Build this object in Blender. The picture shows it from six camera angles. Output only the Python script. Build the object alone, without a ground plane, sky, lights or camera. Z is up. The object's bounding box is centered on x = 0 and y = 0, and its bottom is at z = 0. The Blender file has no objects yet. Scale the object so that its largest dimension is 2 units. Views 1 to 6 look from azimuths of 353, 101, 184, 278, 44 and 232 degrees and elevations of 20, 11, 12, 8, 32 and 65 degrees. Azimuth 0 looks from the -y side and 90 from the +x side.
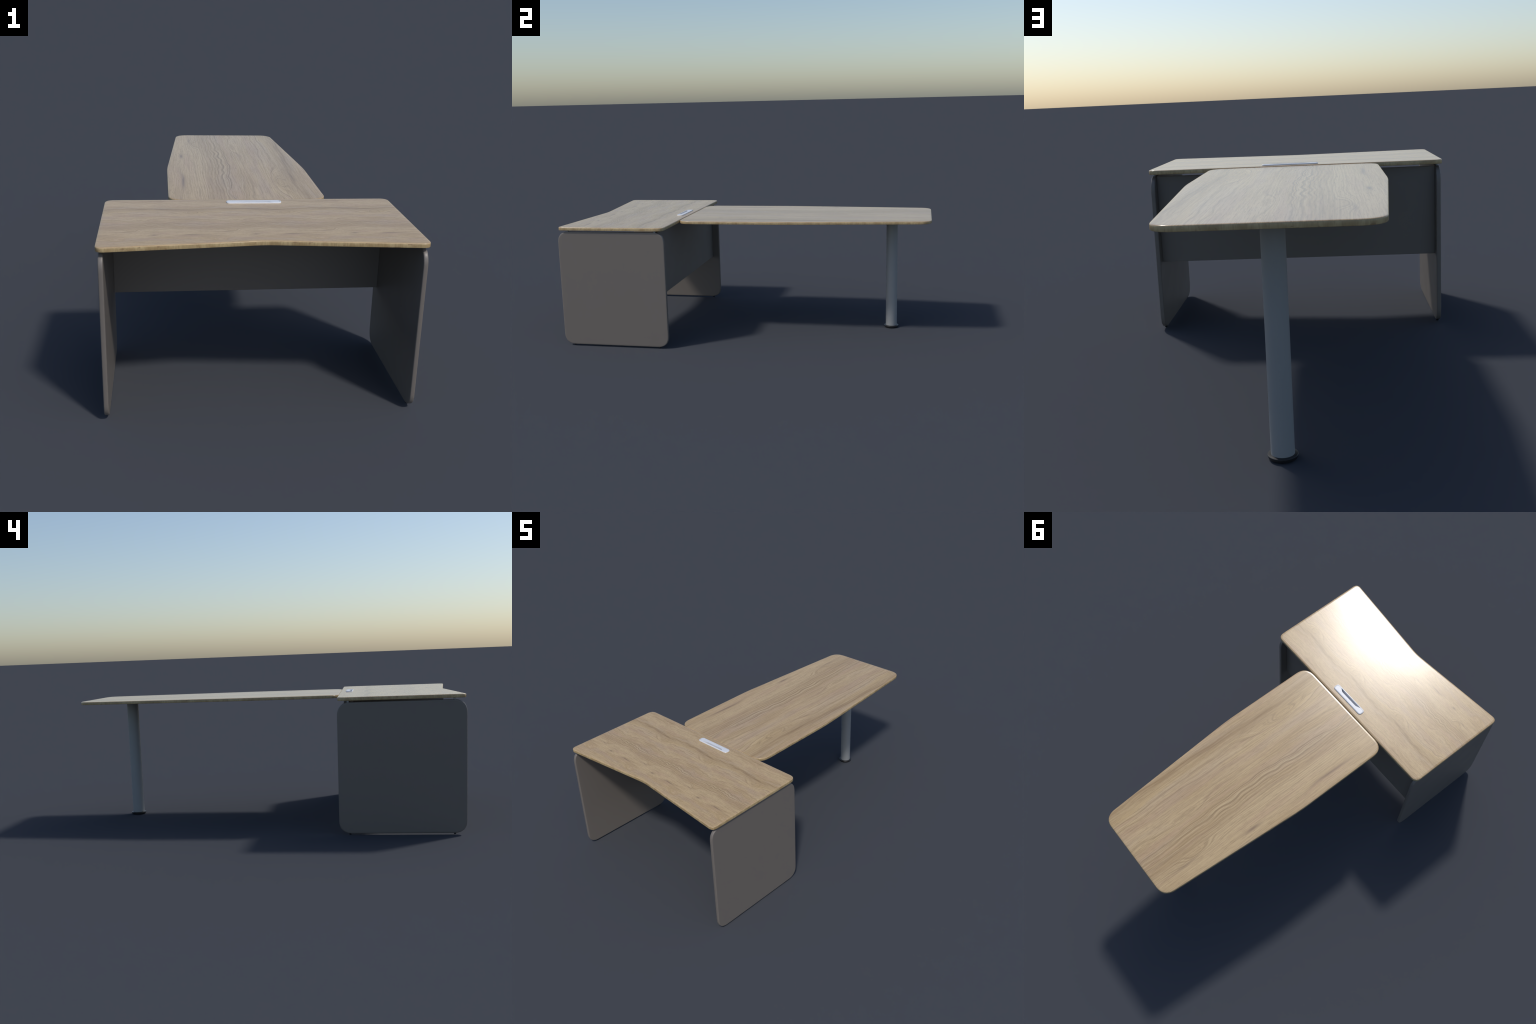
"""Office desk with a butted meeting extension: oak tops, taupe side panels, one round leg."""
import bpy, bmesh, math
from mathutils import Vector

# ----------------------------------------------------------------------------
# sizes (metres, z up)
# ----------------------------------------------------------------------------
DESK_TOP, DESK_BOTTOM = 0.6660, 0.6490
EXT_TOP, EXT_BOTTOM = 0.6634, 0.6480
DESK_HALF = 0.5866
DESK_BACK, DESK_FRONT, DESK_WAIST = -0.3980, -0.9982, -0.9410
EXT_HALF, EXT_NEAR, EXT_KINK, EXT_FAR, EXT_FAR_HALF = 0.3308, -0.3970, 0.170, 1.0, 0.2695
PANEL_OUT, PANEL_IN = 0.5772, 0.5596
PANEL_BOTTOM, PANEL_TOP = 0.0054, 0.6412
PANEL_FRONT, PANEL_BACK = -1.0, -0.3955
MODESTY_Y = (-0.4555, -0.4402)
MODESTY_Z = (0.2840, 0.6378)
PIN_Y = (-0.4480, -0.9430)
LEG_XY = (0.002, 0.7805)
LEG_R = 0.0320
GROM_X = (-0.0975, 0.1275)
GROM_Y = (-0.4645, -0.4265)


# ----------------------------------------------------------------------------
# node helpers
# ----------------------------------------------------------------------------
class Nodes:
    def __init__(self, name):
        self.mat = bpy.data.materials.new(name)
        self.mat.use_nodes = True
        self.t = self.mat.node_tree
        self.bsdf = self.t.nodes["Principled BSDF"]

    def new(self, kind, **props):
        n = self.t.nodes.new(kind)
        for k, v in props.items():
            setattr(n, k, v)
        return n

    def put(self, sock, value):
        if isinstance(value, bpy.types.NodeSocket):
            self.t.links.new(value, sock)
        else:
            sock.default_value = value

    def math(self, op, a, b=0.0, c=None):
        n = self.new("ShaderNodeMath", operation=op)
        self.put(n.inputs[0], a)
        self.put(n.inputs[1], b)
        if c is not None:
            self.put(n.inputs[2], c)
        return n.outputs[0]

    def vec(self, x, y, z=0.0):
        n = self.new("ShaderNodeCombineXYZ")
        for s, v in zip(n.inputs, (x, y, z)):
            self.put(s, v)
        return n.outputs[0]

    def noise(self, vec, detail=2.0, rough=0.5, scale=1.0):
        n = self.new("ShaderNodeTexNoise")
        self.put(n.inputs["Vector"], vec)
        n.inputs["Scale"].default_value = scale
        n.inputs["Detail"].default_value = detail
        n.inputs["Roughness"].default_value = rough
        return n.outputs[0]

    def noise1(self, w, detail=2.0, rough=0.5):
        n = self.new("ShaderNodeTexNoise", noise_dimensions="1D")
        self.put(n.inputs["W"], w)
        n.inputs["Scale"].default_value = 1.0
        n.inputs["Detail"].default_value = detail
        n.inputs["Roughness"].default_value = rough
        return n.outputs[0]

    def step(self, v, lo, hi, a=0.0, b=1.0):
        n = self.new("ShaderNodeMapRange", interpolation_type="SMOOTHSTEP")
        self.put(n.inputs[0], v)
        for i, x in zip((1, 2, 3, 4), (lo, hi, a, b)):
            n.inputs[i].default_value = x
        return n.outputs[0]

    def mix(self, f, a, b, mode="MIX"):
        n = self.new("ShaderNodeMix", data_type="RGBA", blend_type=mode)
        self.put(n.inputs[0], f)
        for s, v in ((n.inputs[6], a), (n.inputs[7], b)):
            if isinstance(v, tuple):
                v = (*v, 1.0) if len(v) == 3 else v
            self.put(s, v)
        return n.outputs[2]

    def finish(self, colour, rough, spec=0.5, metal=0.0):
        if isinstance(colour, tuple):
            colour = (*colour, 1.0)
        self.put(self.bsdf.inputs["Base Color"], colour)
        self.put(self.bsdf.inputs["Roughness"], rough)
        self.bsdf.inputs["Specular IOR Level"].default_value = spec
        self.bsdf.inputs["Metallic"].default_value = metal
        return self.mat


OAK_LIGHT, OAK_MID, OAK_DARK = (0.550, 0.400, 0.222), (0.478, 0.335, 0.178), (0.220, 0.144, 0.074)
OAK_PINK, OAK_PALE = (0.485, 0.332, 0.198), (0.630, 0.495, 0.295)
OAK_GREY, OAK_BROWN, OAK_HONEY = (0.478, 0.358, 0.240), (0.275, 0.172, 0.080), (0.510, 0.360, 0.180)

# One veneer design, laid on both tops. u runs along the grain and repeats every whole number,
# c runs across it. Swirls push the grain aside: (u, c, spread in u, spread in c, push).
SWIRLS = ((0.04, -0.598, 0.085, 0.019, 0.030), (0.47, -0.693, 0.085, 0.016, 0.030), (0.17, -0.738, 0.030, 0.012, 0.026),
          (0.43, -0.822, 0.060, 0.020, 0.032), (0.80, -0.570, 0.110, 0.024, -0.014), (0.30, -0.925, 0.090, 0.020, 0.026),
          (0.72, -0.450, 0.100, 0.018, 0.022))
# strips across the grain: (centre, half width, strength)
FIGURE = ((-0.722, 0.050, 1.15), (-0.600, 0.022, 0.55), (-0.425, 0.022, 0.50), (-0.820, 0.02, 0.35), (-0.930, 0.022, 0.35))
HEART = ((-0.543, 0.0075, 0.75), (-0.555, 0.020, 0.22), (-0.775, 0.012, 0.30))
HONEY = ((-0.585, 0.028, 0.75), (-0.925, 0.030, 0.60))
FLECKS = ((0.02, -0.871, 0.070, 0.0048, 0.95), (0.64, -0.869, 0.026, 0.0055, 0.95), (0.36, -0.835, 0.040, 0.0040, 0.60),
          (0.25, -0.880, 0.040, 0.0030, 0.45), (0.85, -0.785, 0.040, 0.0030, 0.35), (0.55, -0.905, 0.030, 0.0030, 0.35))


def oak_face(name, along, seed, u_scale, u_shift, c_scale, c_shift):
    """Oak veneer: grain lines drawn as contours of a swayed cross-grain coordinate."""
    n = Nodes(name)
    sep = n.new("ShaderNodeSeparateXYZ")
    n.put(sep.inputs[0], n.new("ShaderNodeTexCoord").outputs["Object"])
    a, b = (sep.outputs[0], sep.outputs[1]) if along == "x" else (sep.outputs[1], sep.outputs[0])
    turn = n.math("MULTIPLY_ADD", a, 2 * math.pi * u_scale, 2 * math.pi * u_shift)
    c = n.math("MULTIPLY_ADD", b, c_scale, c_shift)
    # wrapping u round a circle makes every noise field repeat without a seam
    ring_x, ring_y = n.math("COSINE", turn), n.math("SINE", turn)

    def field(cells, fc, s, detail=2.0, rough=0.5, cross=None):
        r = cells / (2 * math.pi)
        t = n.new("ShaderNodeTexNoise", noise_dimensions="4D")
        n.put(t.inputs["Vector"], n.vec(n.math("MULTIPLY", ring_x, r), n.math("MULTIPLY", c if cross is None else cross, fc),
                                        n.math("MULTIPLY", ring_y, r)))
        t.inputs["W"].default_value = seed + s
        t.inputs["Scale"].default_value = 1.0
        t.inputs["Detail"].default_value = detail
        t.inputs["Roughness"].default_value = rough
        return t.outputs[0]

    def bell(coord, centre, width):
        d = n.math("DIVIDE", n.math("SUBTRACT", coord, centre), width)
        return n.math("MULTIPLY", n.math("MULTIPLY", d, d), -1.0)

    def strips(table, coord):
        total = 0.0
        for centre, width, strength in table:
            total = n.math("MULTIPLY_ADD", n.math("EXPONENT", bell(coord, centre, width)), strength, total)
        return total

    def spots(table, coord):
        total = 0.0
        for u0, c0, su, sc, strength in table:
            near = n.math("SUBTRACT", n.math("COSINE", n.math("SUBTRACT", turn, 2 * math.pi * u0)), 1.0)
            e = n.math("MULTIPLY_ADD", near, 1.0 / (2 * math.pi * su) ** 2, bell(coord, c0, sc))
            total = n.math("MULTIPLY_ADD", n.math("EXPONENT", e), strength, total)
        return total

    slow = n.math("SUBTRACT", field(3.0, 7.0, 0.0, 1.5), 0.5)
    quick = n.math("SUBTRACT", field(11.0, 16.0, 5.1, 1.0), 0.5)
    lively = n.math("MULTIPLY", field(3.0, 14.0, 11.3, 1.0), 2.0)
    figure = n.math("MINIMUM", n.math("MULTIPLY", strips(FIGURE, c), lively), 1.0)
    cc = n.math("MULTIPLY_ADD", slow, 0.048, c)
    cc = n.math("ADD", cc, n.math("MULTIPLY", quick, n.math("MULTIPLY_ADD", figure, 0.019, 0.004)))
    cs = n.math("ADD", cc, spots(SWIRLS, c))
    lines = n.noise1(n.math("MULTIPLY", cs, 150.0), 2.0, 0.55)
    thin = n.noise1(n.math("MULTIPLY_ADD", cs, 390.0, 40.0), 2.0, 0.6)
    fibre = field(7.0, 330.0 / math.sqrt(c_scale), 2.0, 4.0, 0.62)
    pore = field(34.0, 620.0, 4.4, 2.0, 0.6)
    tone = field(2.0, 16.0, 20.0, 2.0, 0.5, cs)
    hue = field(2.4, 34.0, 33.0, 3.0, 0.6, cs)
    grey = field(2.0, 20.0, 71.0, 2.0, 0.5, cs)

    col = n.mix(n.step(tone, 0.36, 0.64), OAK_LIGHT, OAK_MID)
    col = n.mix(n.math("MINIMUM", n.math("MULTIPLY", strips(HONEY, cc), n.step(grey, 0.62, 0.40)), 0.9), col, OAK_HONEY)
    col = n.mix(n.math("MULTIPLY", n.step(hue, 0.48, 0.64), 0.75), col, OAK_PINK)
    col = n.mix(n.math("MULTIPLY", n.step(grey, 0.48, 0.68), 0.50), col, OAK_GREY)
    heart = n.math("MULTIPLY", strips(HEART, cc), n.step(field(2.5, 60.0, 90.0, 3.0, 0.6, cs), 0.30, 0.56))
    col = n.mix(n.math("MINIMUM", heart, 0.85), col, OAK_BROWN)
    # grain lines: faint everywhere, stronger in the figure
    col = n.mix(n.math("MULTIPLY", n.step(lines, 0.49, 0.66), n.math("MULTIPLY_ADD", figure, 0.50, 0.10)), col, OAK_DARK)
    col = n.mix(n.math("MULTIPLY", n.step(thin, 0.52, 0.74), n.math("MULTIPLY_ADD", figure, 0.12, 0.12)), col, OAK_DARK)
    col = n.mix(n.math("MULTIPLY", n.step(lines, 0.44, 0.32), n.math("MULTIPLY_ADD", figure, 0.18, 0.10)), col, OAK_PALE)
    fleck = n.math("MULTIPLY", spots(FLECKS, cc), n.step(fibre, 0.62, 0.34, 0.65, 1.0))
    col = n.mix(n.math("MINIMUM", fleck, 0.8), col, (0.190, 0.118, 0.082))
    col = n.mix(n.math("MULTIPLY", n.step(fibre, 0.47, 0.63), 0.29), col, OAK_DARK)
    col = n.mix(n.math("MULTIPLY", n.step(fibre, 0.46, 0.32), 0.22), col, OAK_PALE)
    col = n.mix(n.math("MULTIPLY", n.step(pore, 0.54, 0.66), 0.34), col, OAK_DARK)
    rough = n.math("MULTIPLY_ADD", thin, 0.03, 0.205)
    return n.finish(col, rough)


def oak_edge(name, seed):
    """Edge lipping: short streaks that run across the board's thickness."""
    n = Nodes(name)
    sep = n.new("ShaderNodeSeparateXYZ")
    n.put(sep.inputs[0], n.new("ShaderNodeTexCoord").outputs["Object"])
    x, y, z = sep.outputs

    def streak(freq, zf, s, d=2.0):
        return n.noise(n.vec(n.math("MULTIPLY_ADD", x, freq, s), n.math("MULTIPLY", y, freq), n.math("MULTIPLY", z, zf)), d)
    col = n.mix(n.step(streak(26.0, 20.0, seed), 0.35, 0.68), (0.500, 0.380, 0.205), (0.380, 0.270, 0.135))
    col = n.mix(n.math("MULTIPLY", n.step(streak(240.0, 40.0, seed + 3.0, 3.0), 0.42, 0.72), 0.40), col, (0.240, 0.158, 0.075))
    col = n.mix(n.math("MULTIPLY", n.step(streak(55.0, 90.0, seed + 9.0), 0.62, 0.72), 0.55), col, (0.230, 0.135, 0.070))
    return n.finish(col, 0.34)


def lacquer(name, colour, rough, speckle=0.03, spec=0.5, metal=0.0):
    """Even paint or metal with a barely visible grain."""
    n = Nodes(name)
    co = n.new("ShaderNodeTexCoord").outputs["Object"]
    g = n.step(n.noise(co, 3.0, 0.6, 420.0), 0.3, 0.7, 1.0 - speckle, 1.0 + speckle)
    col = n.mix(1.0, colour, n.vec(g, g, g), "MULTIPLY")
    r = n.step(n.noise(co, 2.0, 0.5, 9.0), 0.3, 0.7, rough - 0.02, rough + 0.02)
    return n.finish(col, r, spec, metal)


# ----------------------------------------------------------------------------
# mesh helpers
# ----------------------------------------------------------------------------
def rounded(corners, steps=12):
    """Closed outline through corners (x, y, reach): each is eased with a quadratic curve."""
    out, k = [], len(corners)
    for i, (x, y, reach) in enumerate(corners):
        p = Vector((x, y))
        before = (Vector(corners[i - 1][:2]) - p).normalized()
        after = (Vector(corners[(i + 1) % k][:2]) - p).normalized()
        s, e = p + before * reach, p + after * reach
        for j in range(steps + 1):
            t = j / steps
            out.append(s * (1 - t) ** 2 + p * 2 * t * (1 - t) + e * t * t)
    return out


def inset(path, d):
    """Move a counter-clockwise closed outline inwards by d."""
    out, k = [], len(path)
    for i, p in enumerate(path):
        u = (p - path[i - 1]).normalized()
        v = (path[(i + 1) % k] - p).normalized()
        nu, nv = Vector((-u.y, u.x)), Vector((-v.y, v.x))
        m = (nu + nv).normalized()
        out.append(p + m * (d / max(0.5, m.dot(nu))))
    return out


def loop(bm, path, z):
    return [bm.verts.new((p.x, p.y, z)) for p in path]


def bridge(bm, lo, hi, slot=0):
    k = len(lo)
    for i in range(k):
        j = (i + 1) % k
        bm.faces.new((lo[i], lo[j], hi[j], hi[i])).material_index = slot


def ring_edges(bm, ring):
    out = []
    for i in range(len(ring)):
        e = bm.edges.get((ring[i - 1], ring[i])) or bm.edges.new((ring[i - 1], ring[i]))
        out.append(e)
    return out


def slab_into(bm, path, z0, z1, r_top, r_low, support=0.008, seg=3, hole=None, hole_depth=0.0):
    """A flat board with eased edges; slot 0 = faces, slot 1 = edge. hole: blind pocket in the top."""
    low = loop(bm, inset(path, r_low + support), z0)
    bm.faces.new(low[::-1])
    prev = low
    prof = []
    for i in range(seg + 1):
        t = math.pi / 2 * i / seg
        prof.append((r_low * (1 - math.sin(t)), z0 + r_low * (1 - math.cos(t)), 0 if i == 0 else 1))
    for i in range(seg + 1):
        t = math.pi / 2 * i / seg
        prof.append((r_top * (1 - math.cos(t)), z1 - r_top * (1 - math.sin(t)), 0 if i > 1 else 1))
    for d, z, slot in prof:
        ring = loop(bm, inset(path, d) if d > 1e-9 else path, z)
        bridge(bm, prev, ring, slot)
        prev = ring
    top = loop(bm, inset(path, r_top + support), z1)
    bridge(bm, prev, top, 0)
    if hole is None:
        bm.faces.new(top)
    else:
        rim = loop(bm, hole, z1)
        floor = loop(bm, hole, z1 - hole_depth)
        bridge(bm, rim, floor, 0)
        bm.faces.new(floor)
        fill = bmesh.ops.triangle_fill(bm, edges=ring_edges(bm, top) + ring_edges(bm, rim), use_beauty=True, normal=(0, 0, 1))
        for f in fill["geom"]:
            if isinstance(f, bmesh.types.BMFace):
                f.material_index = 0


def finish_mesh(bm, name, mats, parent, sharp=40.0, fix=True):
    if fix:
        bmesh.ops.recalc_face_normals(bm, faces=bm.faces)
    me = bpy.data.meshes.new(name)
    bm.to_mesh(me)
    bm.free()
    for m in mats:
        me.materials.append(m)
    for p in me.polygons:
        p.use_smooth = True
    me.set_sharp_from_angle(angle=math.radians(sharp))
    return place(me, name, parent)


def place(me, name, parent):
    o = bpy.data.objects.new(name, me)
    bpy.context.scene.collection.objects.link(o)
    o.parent = parent
    return o


def turned(name, profile, mats, parent, seg=64, slots=None, sharp=35.0):
    """Solid of revolution about z from (radius, z) points, bottom to top."""
    bm = bmesh.new()
    prev = None
    for i, (r, z) in enumerate(profile):
        ring = [bm.verts.new((r * math.cos(2 * math.pi * k / seg), r * math.sin(2 * math.pi * k / seg), z)) for k in range(seg)]
        if prev:
            bridge(bm, prev, ring, slots[i - 1] if slots else 0)
        else:
            bm.faces.new(ring[::-1])
        prev = ring
    bm.faces.new(prev)
    return finish_mesh(bm, name, mats, parent, sharp)


def box(x0, x1, y0, y1, reach):
    if not reach:
        return [Vector(p) for p in ((x0, y0), (x1, y0), (x1, y1), (x0, y1))]
    return rounded([(x0, y0, reach), (x1, y0, reach), (x1, y1, reach), (x0, y1, reach)])


# ----------------------------------------------------------------------------
# materials
# ----------------------------------------------------------------------------
# on the desktop the veneer repeats every 0.36 m; on the extension it is stretched to the full length
desk_oak = oak_face("oak_desktop", "x", 3.7, 1 / 0.362, -0.105 / 0.362, 1.0, 0.0)
ext_oak = oak_face("oak_extension", "y", 3.7, -1 / 1.36, -0.055 / 1.36, 1 / 1.6, -0.543 - 0.255 / 1.6)
edge_oak = oak_edge("oak_edge", 1.3)
taupe = lacquer("taupe_laminate", (0.171, 0.151, 0.135), 0.42, 0.02)
silver = lacquer("satin_aluminium", (0.305, 0.312, 0.315), 0.42, 0.02)
pin_metal = lacquer("pin_steel", (0.36, 0.40, 0.43), 0.35, 0.02)
black = lacquer("black_plastic", (0.018, 0.018, 0.019), 0.37, 0.05)
white = lacquer("pale_silver_plastic", (0.695, 0.705, 0.730), 0.34, 0.01)

# ----------------------------------------------------------------------------
# the thing
# ----------------------------------------------------------------------------
desk = bpy.data.objects.new("office_desk", None)
bpy.context.scene.collection.objects.link(desk)
desk["label"] = "T-shaped oak office desk with taupe panels and round leg"
desk["category"] = "office desk"

# desktop: straight back, front drawn in to a soft waist in the middle
desk_path = rounded([
    (-DESK_HALF, DESK_FRONT, 0.034), (0.0, DESK_WAIST, 0.036), (DESK_HALF, DESK_FRONT, 0.034),
    (DESK_HALF, DESK_BACK, 0.038), (-DESK_HALF, DESK_BACK, 0.038)])
gx, gy = GROM_X, GROM_Y
pocket = box(gx[0] + 0.004, gx[1] - 0.004, gy[0] + 0.004, gy[1] - 0.004, 0.010)
bm = bmesh.new()
slab_into(bm, desk_path, DESK_BOTTOM, DESK_TOP, 0.0040, 0.0015, hole=pocket, hole_depth=0.0162)
desktop = finish_mesh(bm, "desktop", [desk_oak, edge_oak], desk)

# cable port let into the desktop: a rim, and a lid with a finger slot
bm = bmesh.new()
rim_out = box(gx[0], gx[1], gy[0], gy[1], 0.016)
stack = [(rim_out, DESK_TOP - 0.0006), (rim_out, DESK_TOP + 0.0024), (inset(rim_out, 0.0006), DESK_TOP + 0.0034),
         (inset(rim_out, 0.0016), DESK_TOP + 0.0038), (inset(rim_out, 0.0042), DESK_TOP + 0.0038),
         (inset(rim_out, 0.0042), DESK_TOP - 0.0006)]
rings = [loop(bm, p, z) for p, z in stack]
for i in range(len(rings)):
    bridge(bm, rings[i - 1], rings[i])
finish_mesh(bm, "cable_port_rim", [white], desktop, 45.0)

bm = bmesh.new()
lid_path = inset(rim_out, 0.0048)
slot_path = rounded([(-0.068, -0.4590, 0.003), (0.094, -0.4590, 0.003), (0.074, -0.4465, 0.008), (-0.040, -0.4465, 0.008)], 6)
lid_top = DESK_TOP + 0.0033
low = loop(bm, lid_path, DESK_TOP - 0.0155)
side = loop(bm, lid_path, lid_top - 0.0005)
top = loop(bm, inset(lid_path, 0.0005), lid_top)
bm.faces.new(low[::-1])
bridge(bm, low, side)
bridge(bm, side, top)
s_top = loop(bm, slot_path, lid_top)
s_low = loop(bm, slot_path, DESK_TOP - 0.0140)
bridge(bm, s_top, s_low)
bm.faces.new(s_low)
bmesh.ops.triangle_fill(bm, edges=ring_edges(bm, top) + ring_edges(bm, s_top), use_beauty=True, normal=(0, 0, 1))
finish_mesh(bm, "cable_port_lid", [white], desktop, 30.0)

# extension top: parallel sides for a third of its length, then a slow taper
ext_path = rounded([
    (-EXT_HALF, EXT_NEAR, 0.075), (EXT_HALF, EXT_NEAR, 0.075), (EXT_HALF, EXT_KINK, 0.060),
    (EXT_FAR_HALF, EXT_FAR, 0.068), (-EXT_FAR_HALF, EXT_FAR, 0.068), (-EXT_HALF, EXT_KINK, 0.060)])
bm = bmesh.new()
ext_path = [p + Vector((-0.0008, 0.0)) for p in ext_path]
slab_into(bm, ext_path, EXT_BOTTOM, EXT_TOP, 0.0040, 0.0015)
extension = finish_mesh(bm, "extension_top", [ext_oak, edge_oak], desk)

# side panels, each with two spacer pins above and two levelling feet below
panel_path = box(PANEL_FRONT, PANEL_BACK, PANEL_BOTTOM, PANEL_TOP, 0.064)
bm = bmesh.new()
slab_into(bm, panel_path, -PANEL_OUT, -PANEL_IN, 0.0040, 0.0040, support=0.006)
for v in bm.verts:                       # drawn in (y, z), thickness along x
    v.co = Vector((v.co.z, v.co.x, v.co.y))
left = finish_mesh(bm, "side_panel", [taupe, taupe], desk)
right = place(left.data, "side_panel", desk)
right.location.x = PANEL_OUT + PANEL_IN
pin_x = (PANEL_OUT + PANEL_IN) / 2
pin_mesh = foot_mesh = None
for panel in (left, right):
    for y in PIN_Y:
        if pin_mesh is None:
            pin = turned("spacer_pin", [(0.0056, PANEL_TOP - 0.004), (0.0056, DESK_BOTTOM + 0.001)], [pin_metal], panel, 24)
            foot = turned("levelling_foot", [(0.0046, 0.0), (0.0054, 0.0012), (0.0054, PANEL_BOTTOM + 0.003)], [black], panel, 24)
            pin_mesh, foot_mesh = pin.data, foot.data
        else:
            pin, foot = place(pin_mesh, "spacer_pin", panel), place(foot_mesh, "levelling_foot", panel)
        pin.location = foot.location = (-pin_x, y, 0.0)

# modesty panel between the sides
bm = bmesh.new()
wide = box(-PANEL_IN + 0.0004, PANEL_IN - 0.0004, MODESTY_Z[0], MODESTY_Z[1], 0.0)
slab_into(bm, wide, -MODESTY_Y[1], -MODESTY_Y[0], 0.0008, 0.0008, support=0.002)
for v in bm.verts:                       # drawn in (x, z), thickness along -y
    v.co = Vector((v.co.x, -v.co.z, v.co.y))
finish_mesh(bm, "modesty_panel", [taupe, taupe], desk)

# round leg with its dished foot
leg = turned("support_leg", [(LEG_R, 0.0095), (LEG_R, EXT_BOTTOM + 0.0008)], [silver], desk, 96)
leg.location = (*LEG_XY, 0.0)
glide = turned("leg_foot", [(0.0375, 0.0), (0.0390, 0.0008), (0.0412, 0.0078), (0.0411, 0.0092), (0.0402, 0.0101),
                            (0.0330, 0.0114), (0.0300, 0.0116)], [black], leg, 96, sharp=28.0)
